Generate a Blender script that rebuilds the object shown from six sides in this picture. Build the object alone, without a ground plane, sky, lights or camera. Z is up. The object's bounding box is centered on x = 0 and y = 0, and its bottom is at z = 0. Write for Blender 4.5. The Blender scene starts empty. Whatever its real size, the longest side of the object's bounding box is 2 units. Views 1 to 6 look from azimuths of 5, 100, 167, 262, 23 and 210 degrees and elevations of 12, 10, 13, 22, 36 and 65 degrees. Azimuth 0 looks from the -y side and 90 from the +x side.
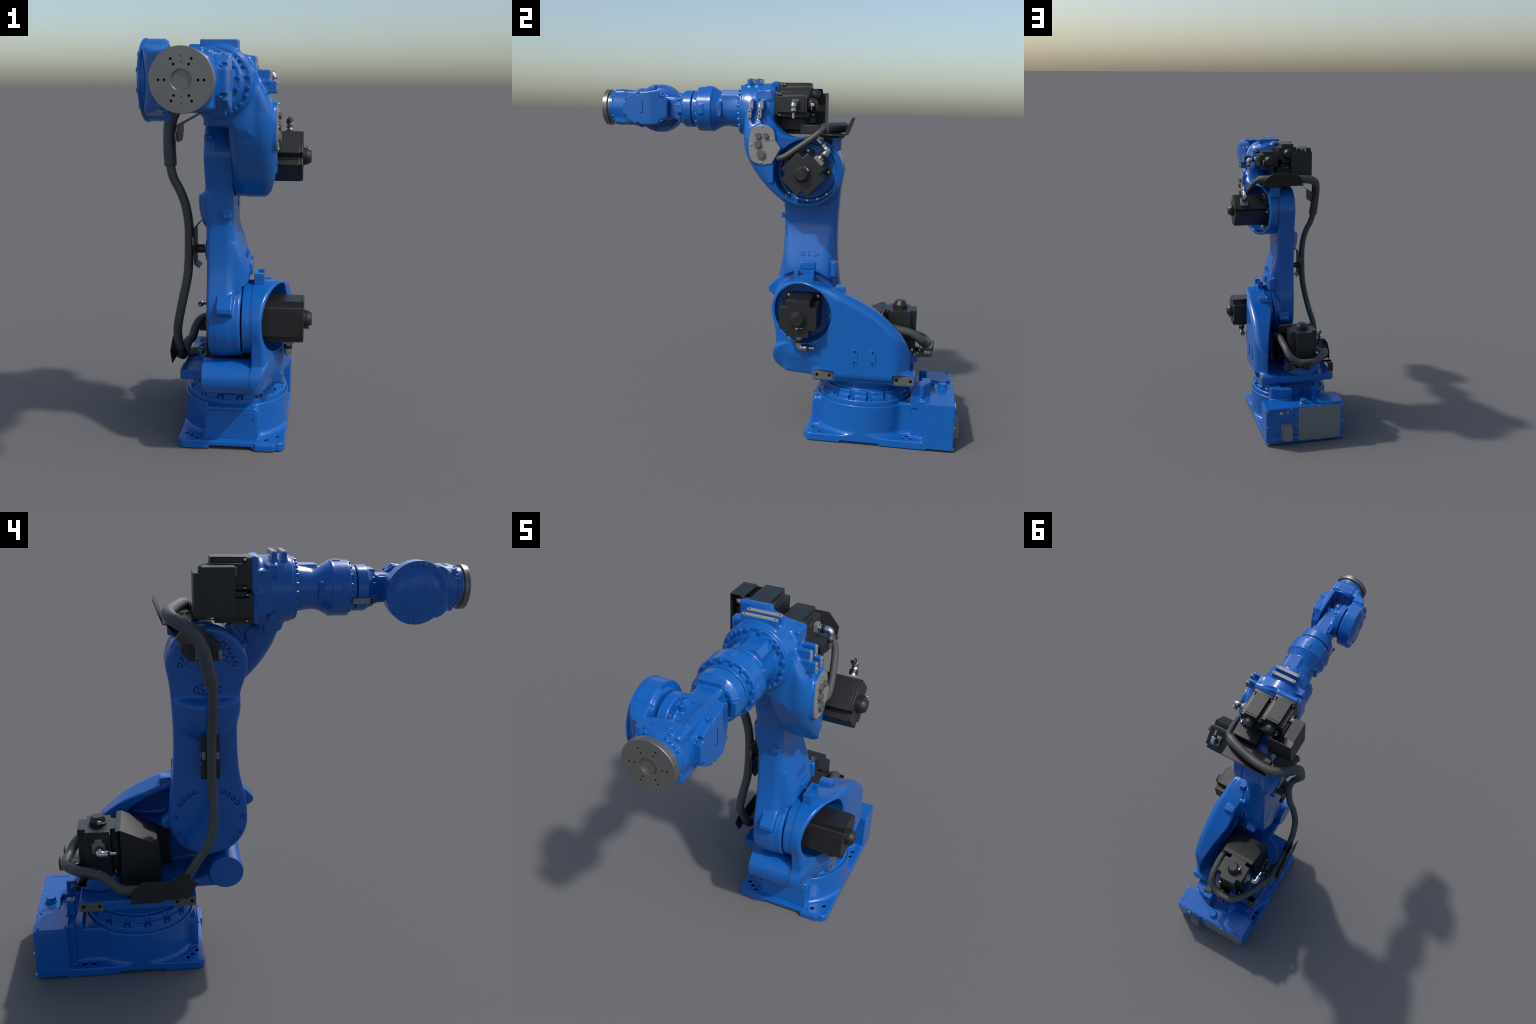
# Six-axis industrial robot arm, built procedurally (signed-distance castings, lathes, prisms, sweeps).
import bpy, bmesh, math
import numpy as np
from mathutils import Vector, Matrix

X0 = -0.042            # plane of the base / forearm axis
YB = 0.487             # base (turning) axis
YJ, ZJ2, ZJ3 = 0.147, 0.692, 1.434   # shoulder and elbow axes
ZF = 1.747             # forearm axis height
YW = -0.737            # wrist bend axis
RES = 0.0036

# ------------------------------------------------------------------ materials
def material(name, col, rough=0.4, metal=0.0, coat=0.0, var=0.06, scale=18.0, bump=0.0, bscale=300.0, spec=0.5):
    m = bpy.data.materials.new(name); m.use_nodes = True
    nt = m.node_tree; b = nt.nodes["Principled BSDF"]
    tc = nt.nodes.new("ShaderNodeTexCoord")
    nz = nt.nodes.new("ShaderNodeTexNoise"); nz.inputs["Scale"].default_value = scale; nz.inputs["Detail"].default_value = 4
    nt.links.new(tc.outputs["Object"], nz.inputs["Vector"])
    rp = nt.nodes.new("ShaderNodeValToRGB")
    rp.color_ramp.elements[0].position = 0.3; rp.color_ramp.elements[1].position = 0.7
    lo = [c*(1-var) for c in col]; hi = [min(1, c*(1+var)) for c in col]
    rp.color_ramp.elements[0].color = (*lo, 1); rp.color_ramp.elements[1].color = (*hi, 1)
    nt.links.new(nz.outputs["Fac"], rp.inputs["Fac"]); nt.links.new(rp.outputs["Color"], b.inputs["Base Color"])
    b.inputs["Roughness"].default_value = rough; b.inputs["Metallic"].default_value = metal
    b.inputs["Coat Weight"].default_value = coat; b.inputs["Coat Roughness"].default_value = 0.1
    b.inputs["Specular IOR Level"].default_value = spec
    if bump > 0:
        n2 = nt.nodes.new("ShaderNodeTexNoise"); n2.inputs["Scale"].default_value = bscale
        nt.links.new(tc.outputs["Object"], n2.inputs["Vector"])
        bp = nt.nodes.new("ShaderNodeBump"); bp.inputs["Strength"].default_value = bump; bp.inputs["Distance"].default_value = 0.001
        nt.links.new(n2.outputs["Fac"], bp.inputs["Height"]); nt.links.new(bp.outputs["Normal"], b.inputs["Normal"])
    return m

BLUE = material("blue_paint", (0.005, 0.105, 0.40), rough=0.24, var=0.02, scale=6)
BLACK = material("black_paint", (0.012, 0.0125, 0.013), rough=0.42, var=0.1)
SHEET = material("black_sheet", (0.012, 0.0125, 0.0125), rough=0.48, var=0.1)
RUBBER = material("grey_hose", (0.055, 0.057, 0.058), rough=0.5, var=0.06)
SLEEVE = material("grey_sleeve", (0.055, 0.057, 0.058), rough=0.5, var=0.06)
FLANGE = material("dark_steel", (0.20, 0.20, 0.195), rough=0.34, metal=0.7, var=0.04)
STEEL = material("bright_steel", (0.55, 0.55, 0.55), rough=0.28, metal=1.0, var=0.05)
GREY = material("grey_plate", (0.20, 0.202, 0.20), rough=0.5, var=0.04)
BARE = material("bare_machined_face", (0.105, 0.1, 0.09), rough=0.5, var=0.08, scale=120)
PALE = material("pale_machined_face", (0.25, 0.245, 0.23), rough=0.5, var=0.05, scale=120)
DARK = material("dark_hole", (0.004, 0.004, 0.004), rough=0.9, spec=0.1)
PLUG = material("plug_grey", (0.085, 0.086, 0.086), rough=0.5, var=0.04)
PANEL = material("grey_panel", (0.18, 0.185, 0.185), rough=0.5, var=0.03)

# ------------------------------------------------------------------ scene tree
ROOT = bpy.data.objects.new("industrial_robot_arm", None)
bpy.context.scene.collection.objects.link(ROOT)
ROOT["label"] = "blue six-axis industrial robot arm with black motors and hose"
ROOT["category"] = "industrial robot"

def link(name, me, mat, parent=None):
    ob = bpy.data.objects.new(name, me)
    if mat is not None and len(me.materials) == 0: me.materials.append(mat)
    bpy.context.scene.collection.objects.link(ob)
    ob.parent = parent if parent is not None else ROOT
    return ob

def mesh_from(verts, faces, name, angle=35):
    me = bpy.data.meshes.new(name)
    me.from_pydata([tuple(v) for v in verts], [], [tuple(f) for f in faces])
    me.polygons.foreach_set("use_smooth", [True]*len(me.polygons))
    if angle is not None: me.set_sharp_from_angle(angle=math.radians(angle))
    me.update(); return me

# ------------------------------------------------------------------ signed distance modelling
def smin(a, b, k):
    h = np.maximum(k - np.abs(a-b), 0)/k
    return np.minimum(a, b) - h*h*k*0.25
def smax(a, b, k): return -smin(-a, -b, k)
def union(*fs, k=0.02):
    def f(x, y, z):
        d = fs[0](x, y, z)
        for g in fs[1:]: d = smin(d, g(x, y, z), k)
        return d
    return f
def cut(a, b, k=0.006): return lambda x, y, z: smax(a(x, y, z), -b(x, y, z), k)
def both(a, b, k=0.006): return lambda x, y, z: smax(a(x, y, z), b(x, y, z), k)
def box(x0, x1, y0, y1, z0, z1, r=0.006):
    def f(x, y, z):
        qx = np.abs(x-(x0+x1)/2)-(x1-x0)/2+r; qy = np.abs(y-(y0+y1)/2)-(y1-y0)/2+r; qz = np.abs(z-(z0+z1)/2)-(z1-z0)/2+r
        return np.sqrt(np.maximum(qx,0)**2+np.maximum(qy,0)**2+np.maximum(qz,0)**2)+np.minimum(np.maximum(np.maximum(qx,qy),qz),0)-r
    return f
def cyl(ax, c, R, a, b, r=0.005, R2=None):
    """cylinder / cone along axis ax; c = centre in the two other axes (in xyz order)."""
    def f(x, y, z):
        t, u, v = {'x': (x, y, z), 'y': (y, x, z), 'z': (z, x, y)}[ax]
        rad = R if R2 is None else R + (R2-R)*np.clip((t-a)/(b-a), 0, 1)
        q = np.sqrt((u-c[0])**2+(v-c[1])**2)-rad+r; w = np.abs(t-(a+b)/2)-(b-a)/2+r
        return np.sqrt(np.maximum(q,0)**2+np.maximum(w,0)**2)+np.minimum(np.maximum(q,w),0)-r
    return f
def ellipsoid(c, R):
    def f(x, y, z):
        a = ((x-c[0])/R[0])**2+((y-c[1])/R[1])**2+((z-c[2])/R[2])**2
        g = np.sqrt(((x-c[0])/R[0]**2)**2+((y-c[1])/R[1]**2)**2+((z-c[2])/R[2]**2)**2)+1e-6
        s = np.sqrt(a)
        return s*(s-1)/g
    return f
def poly2(P, u, v):
    P = np.asarray(P, float); n = len(P); d = None; s = None
    for i in range(n):
        a, b = P[i], P[i-1]; e = b-a; wu, wv = u-a[0], v-a[1]
        t = np.clip((wu*e[0]+wv*e[1])/(e@e+1e-12), 0, 1)
        du, dv = wu-e[0]*t, wv-e[1]*t; q = du*du+dv*dv
        d = q if d is None else np.minimum(d, q)
        c1, c2, c3 = v >= a[1], v < b[1], e[0]*wv > e[1]*wu
        flip = (c1 & c2 & c3) | (~c1 & ~c2 & ~c3)
        s = np.where(flip, -1.0, 1.0) if s is None else s*np.where(flip, -1.0, 1.0)
    return s*np.sqrt(d)
def ext(P, ax, a, b, r=0.006):
    def f(x, y, z):
        t, u, v = {'x': (x, y, z), 'y': (y, x, z), 'z': (z, x, y)}[ax]
        q = poly2(P, u, v)+r; w = np.abs(t-(a+b)/2)-(b-a)/2+r
        return np.sqrt(np.maximum(q,0)**2+np.maximum(w,0)**2)+np.minimum(np.maximum(q,w),0)-r
    return f
def half(n, d):
    n = np.array(n, float); L = np.linalg.norm(n)
    return lambda x, y, z: (n[0]*x+n[1]*y+n[2]*z-d)/L

def solid(name, f, lo, hi, mat=BLUE, parent=None, h=RES):
    """mesh the zero set of f by surface nets, then pull the vertices onto it."""
    ax = [np.arange(lo[i]-1.5*h, hi[i]+2*h, h) for i in range(3)]
    F = f(ax[0][:,None,None], ax[1][None,:,None], ax[2][None,None,:])
    F = np.ascontiguousarray(np.broadcast_to(F, tuple(len(a) for a in ax)))
    S = F < 0; n = [s-1 for s in F.shape]
    sub = lambda A, i, j, k: A[i:i+n[0], j:j+n[1], k:k+n[2]]
    cnt = sum(sub(S,i,j,k).astype(np.int8) for i in (0,1) for j in (0,1) for k in (0,1))
    act = np.argwhere((cnt > 0) & (cnt < 8))
    ids = -np.ones(n, int); ids[tuple(act.T)] = np.arange(len(act))
    acc = np.zeros((len(act),3)); num = np.zeros(len(act))
    co = [(i,j,k) for i in (0,1) for j in (0,1) for k in (0,1)]
    val = {c: F[act[:,0]+c[0], act[:,1]+c[1], act[:,2]+c[2]] for c in co}
    for a in co:
        for d in range(3):
            if a[d]: continue
            b = tuple(1 if i == d else a[i] for i in range(3))
            va, vb = val[a], val[b]; m = (va < 0) != (vb < 0)
            t = np.where(m, va/np.where(m, va-vb, 1), 0)
            p = np.tile(np.array(a, float), (len(act),1)); p[:,d] += t
            acc[m] += p[m]; num[m] += 1
    V = (act+acc/num[:,None])*h+np.array([a[0] for a in ax])
    faces = []
    for d in range(3):
        e1, e2 = [(1,2),(2,0),(0,1)][d]
        A = np.moveaxis(S, d, 0); D = A[:-1] != A[1:]
        idx = np.argwhere(np.moveaxis(D, 0, d))
        idx = idx[(idx[:,e1] > 0) & (idx[:,e2] > 0) & (idx[:,e1] < F.shape[e1]-1) & (idx[:,e2] < F.shape[e2]-1)]
        o1 = np.zeros(3, int); o1[e1] = 1; o2 = np.zeros(3, int); o2[e2] = 1
        q = np.stack([ids[tuple((idx-o).T)] for o in (o1+o2, o2, 0*o1, o1)], 1)
        ins = S[tuple(idx.T)]
        q[~ins] = q[~ins][:, ::-1]
        faces.append(q)
    Q = np.concatenate(faces)
    Q = Q[(Q >= 0).all(1)]
    for _ in range(3):
        e = 0.0006; p = V.T
        g = np.stack([(f(p[0]+e*(i==0), p[1]+e*(i==1), p[2]+e*(i==2))-f(p[0]-e*(i==0), p[1]-e*(i==1), p[2]-e*(i==2)))/(2*e) for i in range(3)], 1)
        v = f(p[0], p[1], p[2])
        st = v[:,None]*g/np.maximum((g*g).sum(1), 0.25)[:,None]
        L = np.linalg.norm(st, axis=1, keepdims=True)
        V = V - st*np.minimum(1, 0.8*h/np.maximum(L, 1e-9))
    me = bpy.data.meshes.new(name)
    me.vertices.add(len(V)); me.vertices.foreach_set("co", V.astype(np.float32).ravel())
    me.loops.add(Q.size); me.loops.foreach_set("vertex_index", Q.ravel().astype(np.int32))
    me.polygons.add(len(Q)); me.polygons.foreach_set("loop_start", (np.arange(len(Q))*4).astype(np.int32))
    me.update(calc_edges=True); me.validate()
    me.polygons.foreach_set("use_smooth", np.ones(len(me.polygons), bool))
    me.update()
    return link(name, me, mat, parent)

def surf_x(f, y, z, a, b, n=40):
    """x of the outermost surface of f along the line (y, z), searched from a towards b."""
    xs = np.linspace(a, b, n*10); v = f(xs, np.full(n*10, y), np.full(n*10, z))
    return float(xs[np.argmax(v < 0)])

# ------------------------------------------------------------------ polygon helpers
def arc(c, R, a0, a1, n=24):
    return [(c[0]+R*math.cos(math.radians(a0+(a1-a0)*i/n)), c[1]+R*math.sin(math.radians(a0+(a1-a0)*i/n))) for i in range(n+1)]
def smooth(P, n=6, closed=False):
    """Catmull-Rom through control points."""
    P = [np.array(p, float) for p in P]; out = []
    N = len(P); rng = range(N) if closed else range(N-1)
    g = (lambda i: P[i % N]) if closed else (lambda i: P[min(max(i,0),N-1)])
    for i in rng:
        p0, p1, p2, p3 = g(i-1), g(i), g(i+1), g(i+2)
        for j in range(n):
            t = j/n
            out.append(0.5*((2*p1)+(-p0+p2)*t+(2*p0-5*p1+4*p2-p3)*t*t+(-p0+3*p1-3*p2+p3)*t**3))
    if not closed: out.append(P[-1])
    return out
def rrect(u0, u1, v0, v1, r, n=6):
    return arc((u1-r,v1-r),r,0,90,n)+arc((u0+r,v1-r),r,90,180,n)+arc((u0+r,v0+r),r,180,270,n)+arc((u1-r,v0+r),r,270,360,n)

def to3(ax, t, u, v):
    return {'x': (t,u,v), 'y': (u,t,v), 'z': (u,v,t)}[ax]
def prism_mesh(P, ax, a, b, bevel=0.0, name="part", segs=2, angle=20):
    bm = bmesh.new()
    lo = [bm.verts.new(to3(ax,a,*p)) for p in P]; hi = [bm.verts.new(to3(ax,b,*p)) for p in P]
    n = len(P)
    caps = [bm.faces.new(lo), bm.faces.new(hi)]
    for i in range(n): bm.faces.new((lo[i], lo[(i+1)%n], hi[(i+1)%n], hi[i]))
    bmesh.ops.recalc_face_normals(bm, faces=bm.faces)
    if bevel > 0:
        ed = [e for e in bm.edges if e.calc_face_angle(0) > math.radians(28)]
        bmesh.ops.bevel(bm, geom=ed, offset=bevel, segments=segs, profile=0.5, affect='EDGES', clamp_overlap=True)
    me = bpy.data.meshes.new(name); bm.to_mesh(me); bm.free()
    me.polygons.foreach_set("use_smooth", [True]*len(me.polygons)); me.set_sharp_from_angle(angle=math.radians(angle))
    return me
def prism(name, P, ax, a, b, mat, parent=None, bevel=0.002, segs=2):
    return link(name, prism_mesh(P, ax, a, b, bevel, name, segs), mat, parent)
def block(name, x0, x1, y0, y1, z0, z1, mat, parent=None, bevel=0.003):
    return prism(name, [(x0,y0),(x1,y0),(x1,y1),(x0,y1)], 'z', z0, z1, mat, parent, bevel)
def lathe_mesh(prof, ax, c, name, n=64, angle=30):
    """prof: list of (t along the axis, radius)."""
    V, Fc = [], []
    m = len(prof)
    for i in range(n):
        a = 2*math.pi*i/n
        for t, r in prof: V.append(to3(ax, t, c[0]+r*math.cos(a), c[1]+r*math.sin(a)))
    for i in range(n):
        for j in range(m-1):
            k = (i+1) % n; Fc.append((i*m+j, k*m+j, k*m+j+1, i*m+j+1))
    me = bpy.data.meshes.new(name); me.from_pydata(V, [], Fc)
    bm = bmesh.new(); bm.from_mesh(me)
    bmesh.ops.remove_doubles(bm, verts=bm.verts, dist=1e-6)
    bmesh.ops.holes_fill(bm, edges=[e for e in bm.edges if e.is_boundary], sides=0)
    bmesh.ops.recalc_face_normals(bm, faces=bm.faces); bm.to_mesh(me); bm.free()
    me.polygons.foreach_set("use_smooth", [True]*len(me.polygons)); me.set_sharp_from_angle(angle=math.radians(angle))
    return me
def lathe(name, prof, ax, c, mat, parent=None, n=64, angle=30):
    return link(name, lathe_mesh(prof, ax, c, name, n, angle), mat, parent)
def rod(name, ax, c, R, a, b, mat, parent=None, ch=0.0015, n=32):
    s = 1 if b > a else -1
    return lathe(name, [(a,0),(a,R-ch),(a+s*ch,R),(b-s*ch,R),(b,R-ch),(b,0)], ax, c, mat, parent, n)
def boolean(ob, cutters, op='DIFFERENCE'):
    for c in cutters:
        md = ob.modifiers.new("b", 'BOOLEAN'); md.object = c; md.operation = op; md.solver = 'EXACT'
    bpy.context.view_layer.update()
    dg = bpy.context.evaluated_depsgraph_get()
    me = bpy.data.meshes.new_from_object(ob.evaluated_get(dg))
    ob.modifiers.clear(); ob.data = me
    me.polygons.foreach_set("use_smooth", [True]*len(me.polygons)); me.set_sharp_from_angle(angle=math.radians(30))
    for c in cutters: bpy.data.objects.remove(c)
def sheet(name, path, ax, a, b, t, mat, parent=None, bevel=0.0008):
    """bent sheet metal: open 2D polyline thickened by t and extruded along ax."""
    P = [np.array(p, float) for p in path]; L, R = [], []
    for i, p in enumerate(P):
        d = []
        if i > 0: d.append((p-P[i-1])/np.linalg.norm(p-P[i-1]))
        if i < len(P)-1: d.append((P[i+1]-p)/np.linalg.norm(P[i+1]-p))
        m = sum(d); m /= np.linalg.norm(m); nrm = np.array([-m[1], m[0]]); s = t/2/max(0.5, abs(m@d[0]))
        L.append(p+nrm*s); R.append(p-nrm*s)
    return prism(name, L+R[::-1], ax, a, b, mat, parent, bevel, 1)

def catmull3(P, step=0.006):
    S = smooth(P, 24); S = np.array(S); d = np.r_[0, np.cumsum(np.linalg.norm(np.diff(S,axis=0),axis=1))]
    t = np.arange(0, d[-1], step)
    return np.stack([np.interp(t, d, S[:,i]) for i in range(3)], 1)
def sweep(name, path, rad, mat, parent=None, n=24, step=0.006, res=True):
    C = catmull3(path, step) if res else np.array(path, float)
    m = len(C); R = rad if callable(rad) else (lambda s: rad)
    T = np.gradient(C, axis=0); T /= np.linalg.norm(T, axis=1, keepdims=True)
    N = np.cross(T[0], [0.3,0.5,0.81]); N /= np.linalg.norm(N); V = []
    for i in range(m):
        N = N-T[i]*(N@T[i]); N /= np.linalg.norm(N); B = np.cross(T[i], N); r = R(i/(m-1))
        for j in range(n):
            a = 2*math.pi*j/n; V.append(C[i]+r*(math.cos(a)*N+math.sin(a)*B))
    F = [(i*n+j, i*n+(j+1)%n, (i+1)*n+(j+1)%n, (i+1)*n+j) for i in range(m-1) for j in range(n)]
    F += [tuple(range(n))[::-1], tuple((m-1)*n+j for j in range(n))]
    return link(name, mesh_from(V, F, name, 50), mat, parent)

# ------------------------------------------------------------------ fasteners (shared meshes)
_bolt = {}
def bolt(pos, d, R=0.0075, H=0.010, mat=BLUE, parent=None, name="bolt", sink=0.002, hexed=False):
    key = (round(R,4), round(H,4), mat.name, name, hexed)
    if key not in _bolt:
        n = 6 if hexed else 16
        prof = [(-sink,0),(-sink,R),(H-R*0.2,R),(H-R*0.06,R*0.93),(H,R*0.8),(H,0)]
        me = lathe_mesh(prof, 'z', (0,0), name, n, 30); me.materials.append(mat); _bolt[key] = me
    ob = link(name, _bolt[key], mat, parent)
    q = Vector(d).to_track_quat('Z', 'Y')
    ob.matrix_local = Matrix.Translation(Vector(pos)) @ q.to_matrix().to_4x4()
    return ob
def bolt_ring(ax, t, c, RR, angles, sgn, **kw):
    d = {'x': (1,0,0), 'y': (0,1,0), 'z': (0,0,1)}[ax]; d = tuple(sgn*i for i in d)
    for a in angles:
        bolt(to3(ax, t, c[0]+RR*math.cos(math.radians(a)), c[1]+RR*math.sin(math.radians(a))), d, **kw)

def orient(ob, origin, xa, ya):
    xa = Vector(xa).normalized(); ya = Vector(ya).normalized(); za = xa.cross(ya)
    ob.matrix_local = Matrix.Translation(Vector(origin)) @ Matrix((xa, ya, za)).transposed().to_4x4()
def text_mesh(s, size, depth):
    cu = bpy.data.curves.new("marking", 'FONT'); cu.body = s; cu.size = size; cu.extrude = depth; cu.align_x = 'CENTER'; cu.align_y = 'CENTER'
    cu.offset = size*0.02
    ob = bpy.data.objects.new("marking_src", cu); bpy.context.scene.collection.objects.link(ob)
    bpy.context.view_layer.update(); dg = bpy.context.evaluated_depsgraph_get()
    me = bpy.data.meshes.new_from_object(ob.evaluated_get(dg)); bpy.data.objects.remove(ob)
    return me
def marking(letter, origin, xa, ya, size, parent, depth=0.0022, signs="+-", spread=1.0):
    """raised axis marking: arrow + letter + arrow, as cast on each axis."""
    me = text_mesh(letter, size, depth); ob = link("axis_letter", me, BLUE, parent); orient(ob, origin, xa, ya)
    xa_, ya_ = Vector(xa).normalized(), Vector(ya).normalized()
    for sg, sym in ((-1, signs[0]), (1, signs[1])):
        w, h = size*0.55, size*0.42
        P = [(-w,-h),(w*0.2,-h),(w,0),(w*0.2,h),(-w,h)]
        am = prism_mesh(P, 'z', -depth, depth, 0.0004, "axis_arrow", 1)
        o = link("axis_arrow", am, BLUE, parent)
        orient(o, Vector(origin)+xa_*sg*size*1.25*spread, xa_*sg, ya_*sg)
        t = link("axis_sign", text_mesh(sym, size*0.9, depth*1.7), BLUE, parent)
        orient(t, Vector(origin)+xa_*sg*size*1.2*spread, xa_, ya_)

# ================================================================== PEDESTAL
foot = ext(rrect(-0.304, 0.220, 0.186, 0.966, 0.034), 'z', 0.0, 0.0425, 0.006)
drum = cyl('z', (X0, YB), 0.262, 0.0, 0.2135, 0.006)
mid = box(-0.238, 0.128, 0.60, 0.90, 0.02, 0.220, 0.012)
mid2 = union(box(-0.240, 0.148, 0.748, 0.90, 0.02, 0.250, 0.006), box(-0.262, 0.166, 0.785, 0.90, 0.02, 0.254, 0.01), k=0.006)
rear = box(-0.303, 0.221, 0.815, 0.9655, 0.006, 0.258, 0.004)
front = ext([(p[0], p[1]) for p in rrect(-0.176, 0.091, 0.004, 0.208, 0.028)], 'y', 0.2165, 0.5, 0.008)
wall = cut(both(cyl('z', (X0,YB), 0.345, 0.2, 0.322, 0.004), box(-0.17, 0.085, 0.74, 0.9, 0.2, 0.334, 0.004)), cyl('z', (X0,YB), 0.272, 0.19, 0.4, 0.002))
stopb = union(box(0.017, 0.086, 0.795, 0.842, 0.2, 0.331, 0.004), box(-0.160, -0.120, 0.785, 0.826, 0.2, 0.325, 0.004),
              cut(both(cyl('z', (X0,YB), 0.372, 0.2, 0.336, 0.004), box(0.080, 0.154, 0.74, 0.85, 0.2, 0.334, 0.004)), cyl('z',(X0,YB),0.300,0.19,0.4,0.002)), k=0.004)
ped = union(foot, drum, k=0.03)
ped = union(ped, mid, k=0.022)
ped = union(ped, front, k=0.008)
ped = union(ped, rear, k=0.02)
ped = union(ped, mid2, stopb, k=0.006)
ped = cut(ped, box(-0.02, 0.018, 0.75, 0.865, 0.236, 0.30, 0.004), 0.004)
ped = cut(ped, box(-0.125, 0.0, 0.75, 0.868, 0.236, 0.30, 0.006), 0.004)
ped = cut(ped, cyl('z', (X0,YB), 0.2545, 0.205, 0.4, 0.002), 0.003)
ped = cut(ped, box(-0.15, 0.06, 0.1, 0.30, -0.05, 0.016, 0.006), 0.006)
for xa, xb in ((-0.4,-0.288),(0.204,0.4)): ped = cut(ped, box(xa, xb, 0.375, 0.585, -0.05, 0.013, 0.006), 0.004)
ped = cut(ped, box(-0.4, 0.4, 0.83, 1.2, -0.05, 0.009, 0.003), 0.004)
holes = [(-0.265,0.266),(-0.239,0.245),(-0.211,0.223),(0.127,0.223),(0.180,0.266),(0.179,0.709),(0.178,0.752),(0.149,0.731),(-0.264,0.752),(-0.263,0.709)]
for hx, hy in holes: ped = cut(ped, cyl('z', (hx,hy), 0.0104, 0.012, 0.08, 0.001), 0.002)
ped = union(ped, box(0.075, 0.170, 0.176, 0.20, 0.0, 0.034, 0.004), k=0.005)
ped = both(ped, half((0,0,-1), 0.0), 0.002)
ped = both(both(ped, half((-1,0,0), 0.3045), 0.002), half((1,0,0), 0.2205), 0.002)
pedestal = solid("pedestal", ped, (-0.310,0.172,-0.004), (0.226,0.972,0.34), h=0.0034)
for hx, hy in holes: rod("foot_hole", 'z', (hx,hy), 0.0104, 0.0150, 0.0385, DARK, pedestal, 0.0005, 20)
# front inspection cover
prism("inspection_cover", rrect(-0.170, 0.085, 0.022, 0.190, 0.022), 'y', 0.2095, 0.2180, BLUE, pedestal, 0.002)
for bx, bz in [(-0.158,0.165),(-0.042,0.183),(0.072,0.160),(-0.158,0.035),(-0.042,0.028),(0.072,0.035)]:
    bolt((bx,0.2095,bz), (0,-1,0), 0.0052, 0.006, parent=pedestal)
# rear connector panel
prism("connector_panel", rrect(-0.300, 0.2185, 0.011, 0.2555, 0.004), 'y', 0.9645, 0.9685, BLUE, pedestal, 0.001)
prism("blank_plate", rrect(-0.284, 0.004, 0.019, 0.250, 0.003), 'y', 0.968, 0.9715, PANEL, pedestal, 0.0008)
for bx in (-0.279, -0.001):
    for bz in (0.025, 0.095, 0.17, 0.245): bolt((bx,0.9715,bz), (0,1,0), 0.0026, 0.002, GREY, pedestal, "panel_screw")
for bx in (-0.235, -0.185, -0.1):
    for bz in (0.0225, 0.2465): bolt((bx,0.9715,bz), (0,1,0), 0.0026, 0.002, GREY, pedestal, "panel_screw")
for bx, bz in [(0.211,0.247),(0.211,0.135),(0.211,0.018),(0.052,0.247),(0.052,0.020),(-0.293,0.245),(-0.293,0.14),(-0.293,0.022),(-0.14,0.252),(-0.14,0.0155)]:
    bolt((bx,0.9685,bz), (0,1,0), 0.0058, 0.005, STEEL, pedestal, "panel_screw", hexed=True)
rod("cable_gland", 'y', (0.121,0.227), 0.0135, 0.968, 0.978, STEEL, pedestal, 0.001, 6)
rod("cable_gland", 'y', (0.079,0.227), 0.0128, 0.968, 0.975, GREY, pedestal, 0.001, 6)
rod("port_cap", 'y', (0.034,0.181), 0.0175, 0.968, 0.978, BLUE, pedestal, 0.001, 24)
for bx in (0.016, 0.052):
    for bz in (0.163, 0.199): bolt((bx,0.9685,bz), (0,1,0), 0.0036, 0.003, STEEL, pedestal, "panel_screw")
for bz in (0.133, 0.043):
    for bx in (0.019, 0.032): bolt((bx,0.9685,bz), (0,1,0), 0.0042, 0.004, STEEL, pedestal, "panel_screw")
for bx, bz in [(0.181,0.173),(0.14,0.118)]: bolt((bx,0.9685,bz), (0,1,0), 0.0022, 0.0012, GREY, pedestal, "panel_screw")
prism("connector_shell", rrect(0.048, 0.123, 0.038, 0.148, 0.006), 'y', 0.968, 0.982, PANEL, pedestal, 0.0015)
prism("connector_hood", rrect(0.0495, 0.109, 0.036, 0.1365, 0.004), 'y', 0.978, 1.0, GREY, pedestal, 0.002)
# lids and knob on top of the rear box
prism("top_lid", [(-0.302,0.955),(-0.302,0.835),(-0.285,0.812),(-0.175,0.812),(-0.140,0.845),(-0.140,0.945),(-0.155,0.957)], 'z', 0.256, 0.266, BLUE, pedestal, 0.002)
for bx, by in [(-0.288,0.945),(-0.158,0.945),(-0.285,0.825),(-0.185,0.825)]: bolt((bx,by,0.266), (0,0,1), 0.0052, 0.006, parent=pedestal)
prism("top_lid", rrect(0.196, 0.2195, 0.842, 0.935, 0.004), 'z', 0.2565, 0.2595, BLUE, pedestal, 0.001)
lathe("filler_knob", [(0.25,0.0),(0.25,0.030),(0.264,0.028),(0.268,0.0235),(0.284,0.0225),(0.286,0.0205),(0.286,0)], 'z', (X0,0.912), BLUE, pedestal, 40)

# ================================================================== TURNING RING
ringf = cyl('z', (X0,YB), 0.2530, 0.20, 0.238, 0.003)
cast = union(cyl('z', (X0,YB), 0.2470, 0.21, 0.262, 0.003), cyl('z', (X0,YB), 0.2360, 0.21, 0.288, 0.003), k=0.002)
NB = 16; angs = [22.5*i+9 for i in range(NB)]
for a in angs:
    ca, sa = math.cos(math.radians(a)), math.sin(math.radians(a))
    cast = cut(cast, cyl('z', (X0+0.243*ca, YB+0.243*sa), 0.0165, 0.2385, 0.4, 0.003), 0.003)
neck = cyl('z', (X0,YB), 0.214, 0.21, 0.352, 0.003)
collar = cyl('z', (X0,YB), 0.216, 0.300, 0.350, 0.003, R2=0.246)
ring = solid("turning_ring", union(union(ringf, cast, k=0.002), neck, collar, k=0.006), (-0.30,0.228,0.198), (0.217,0.746,0.354), h=0.0036)
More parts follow.
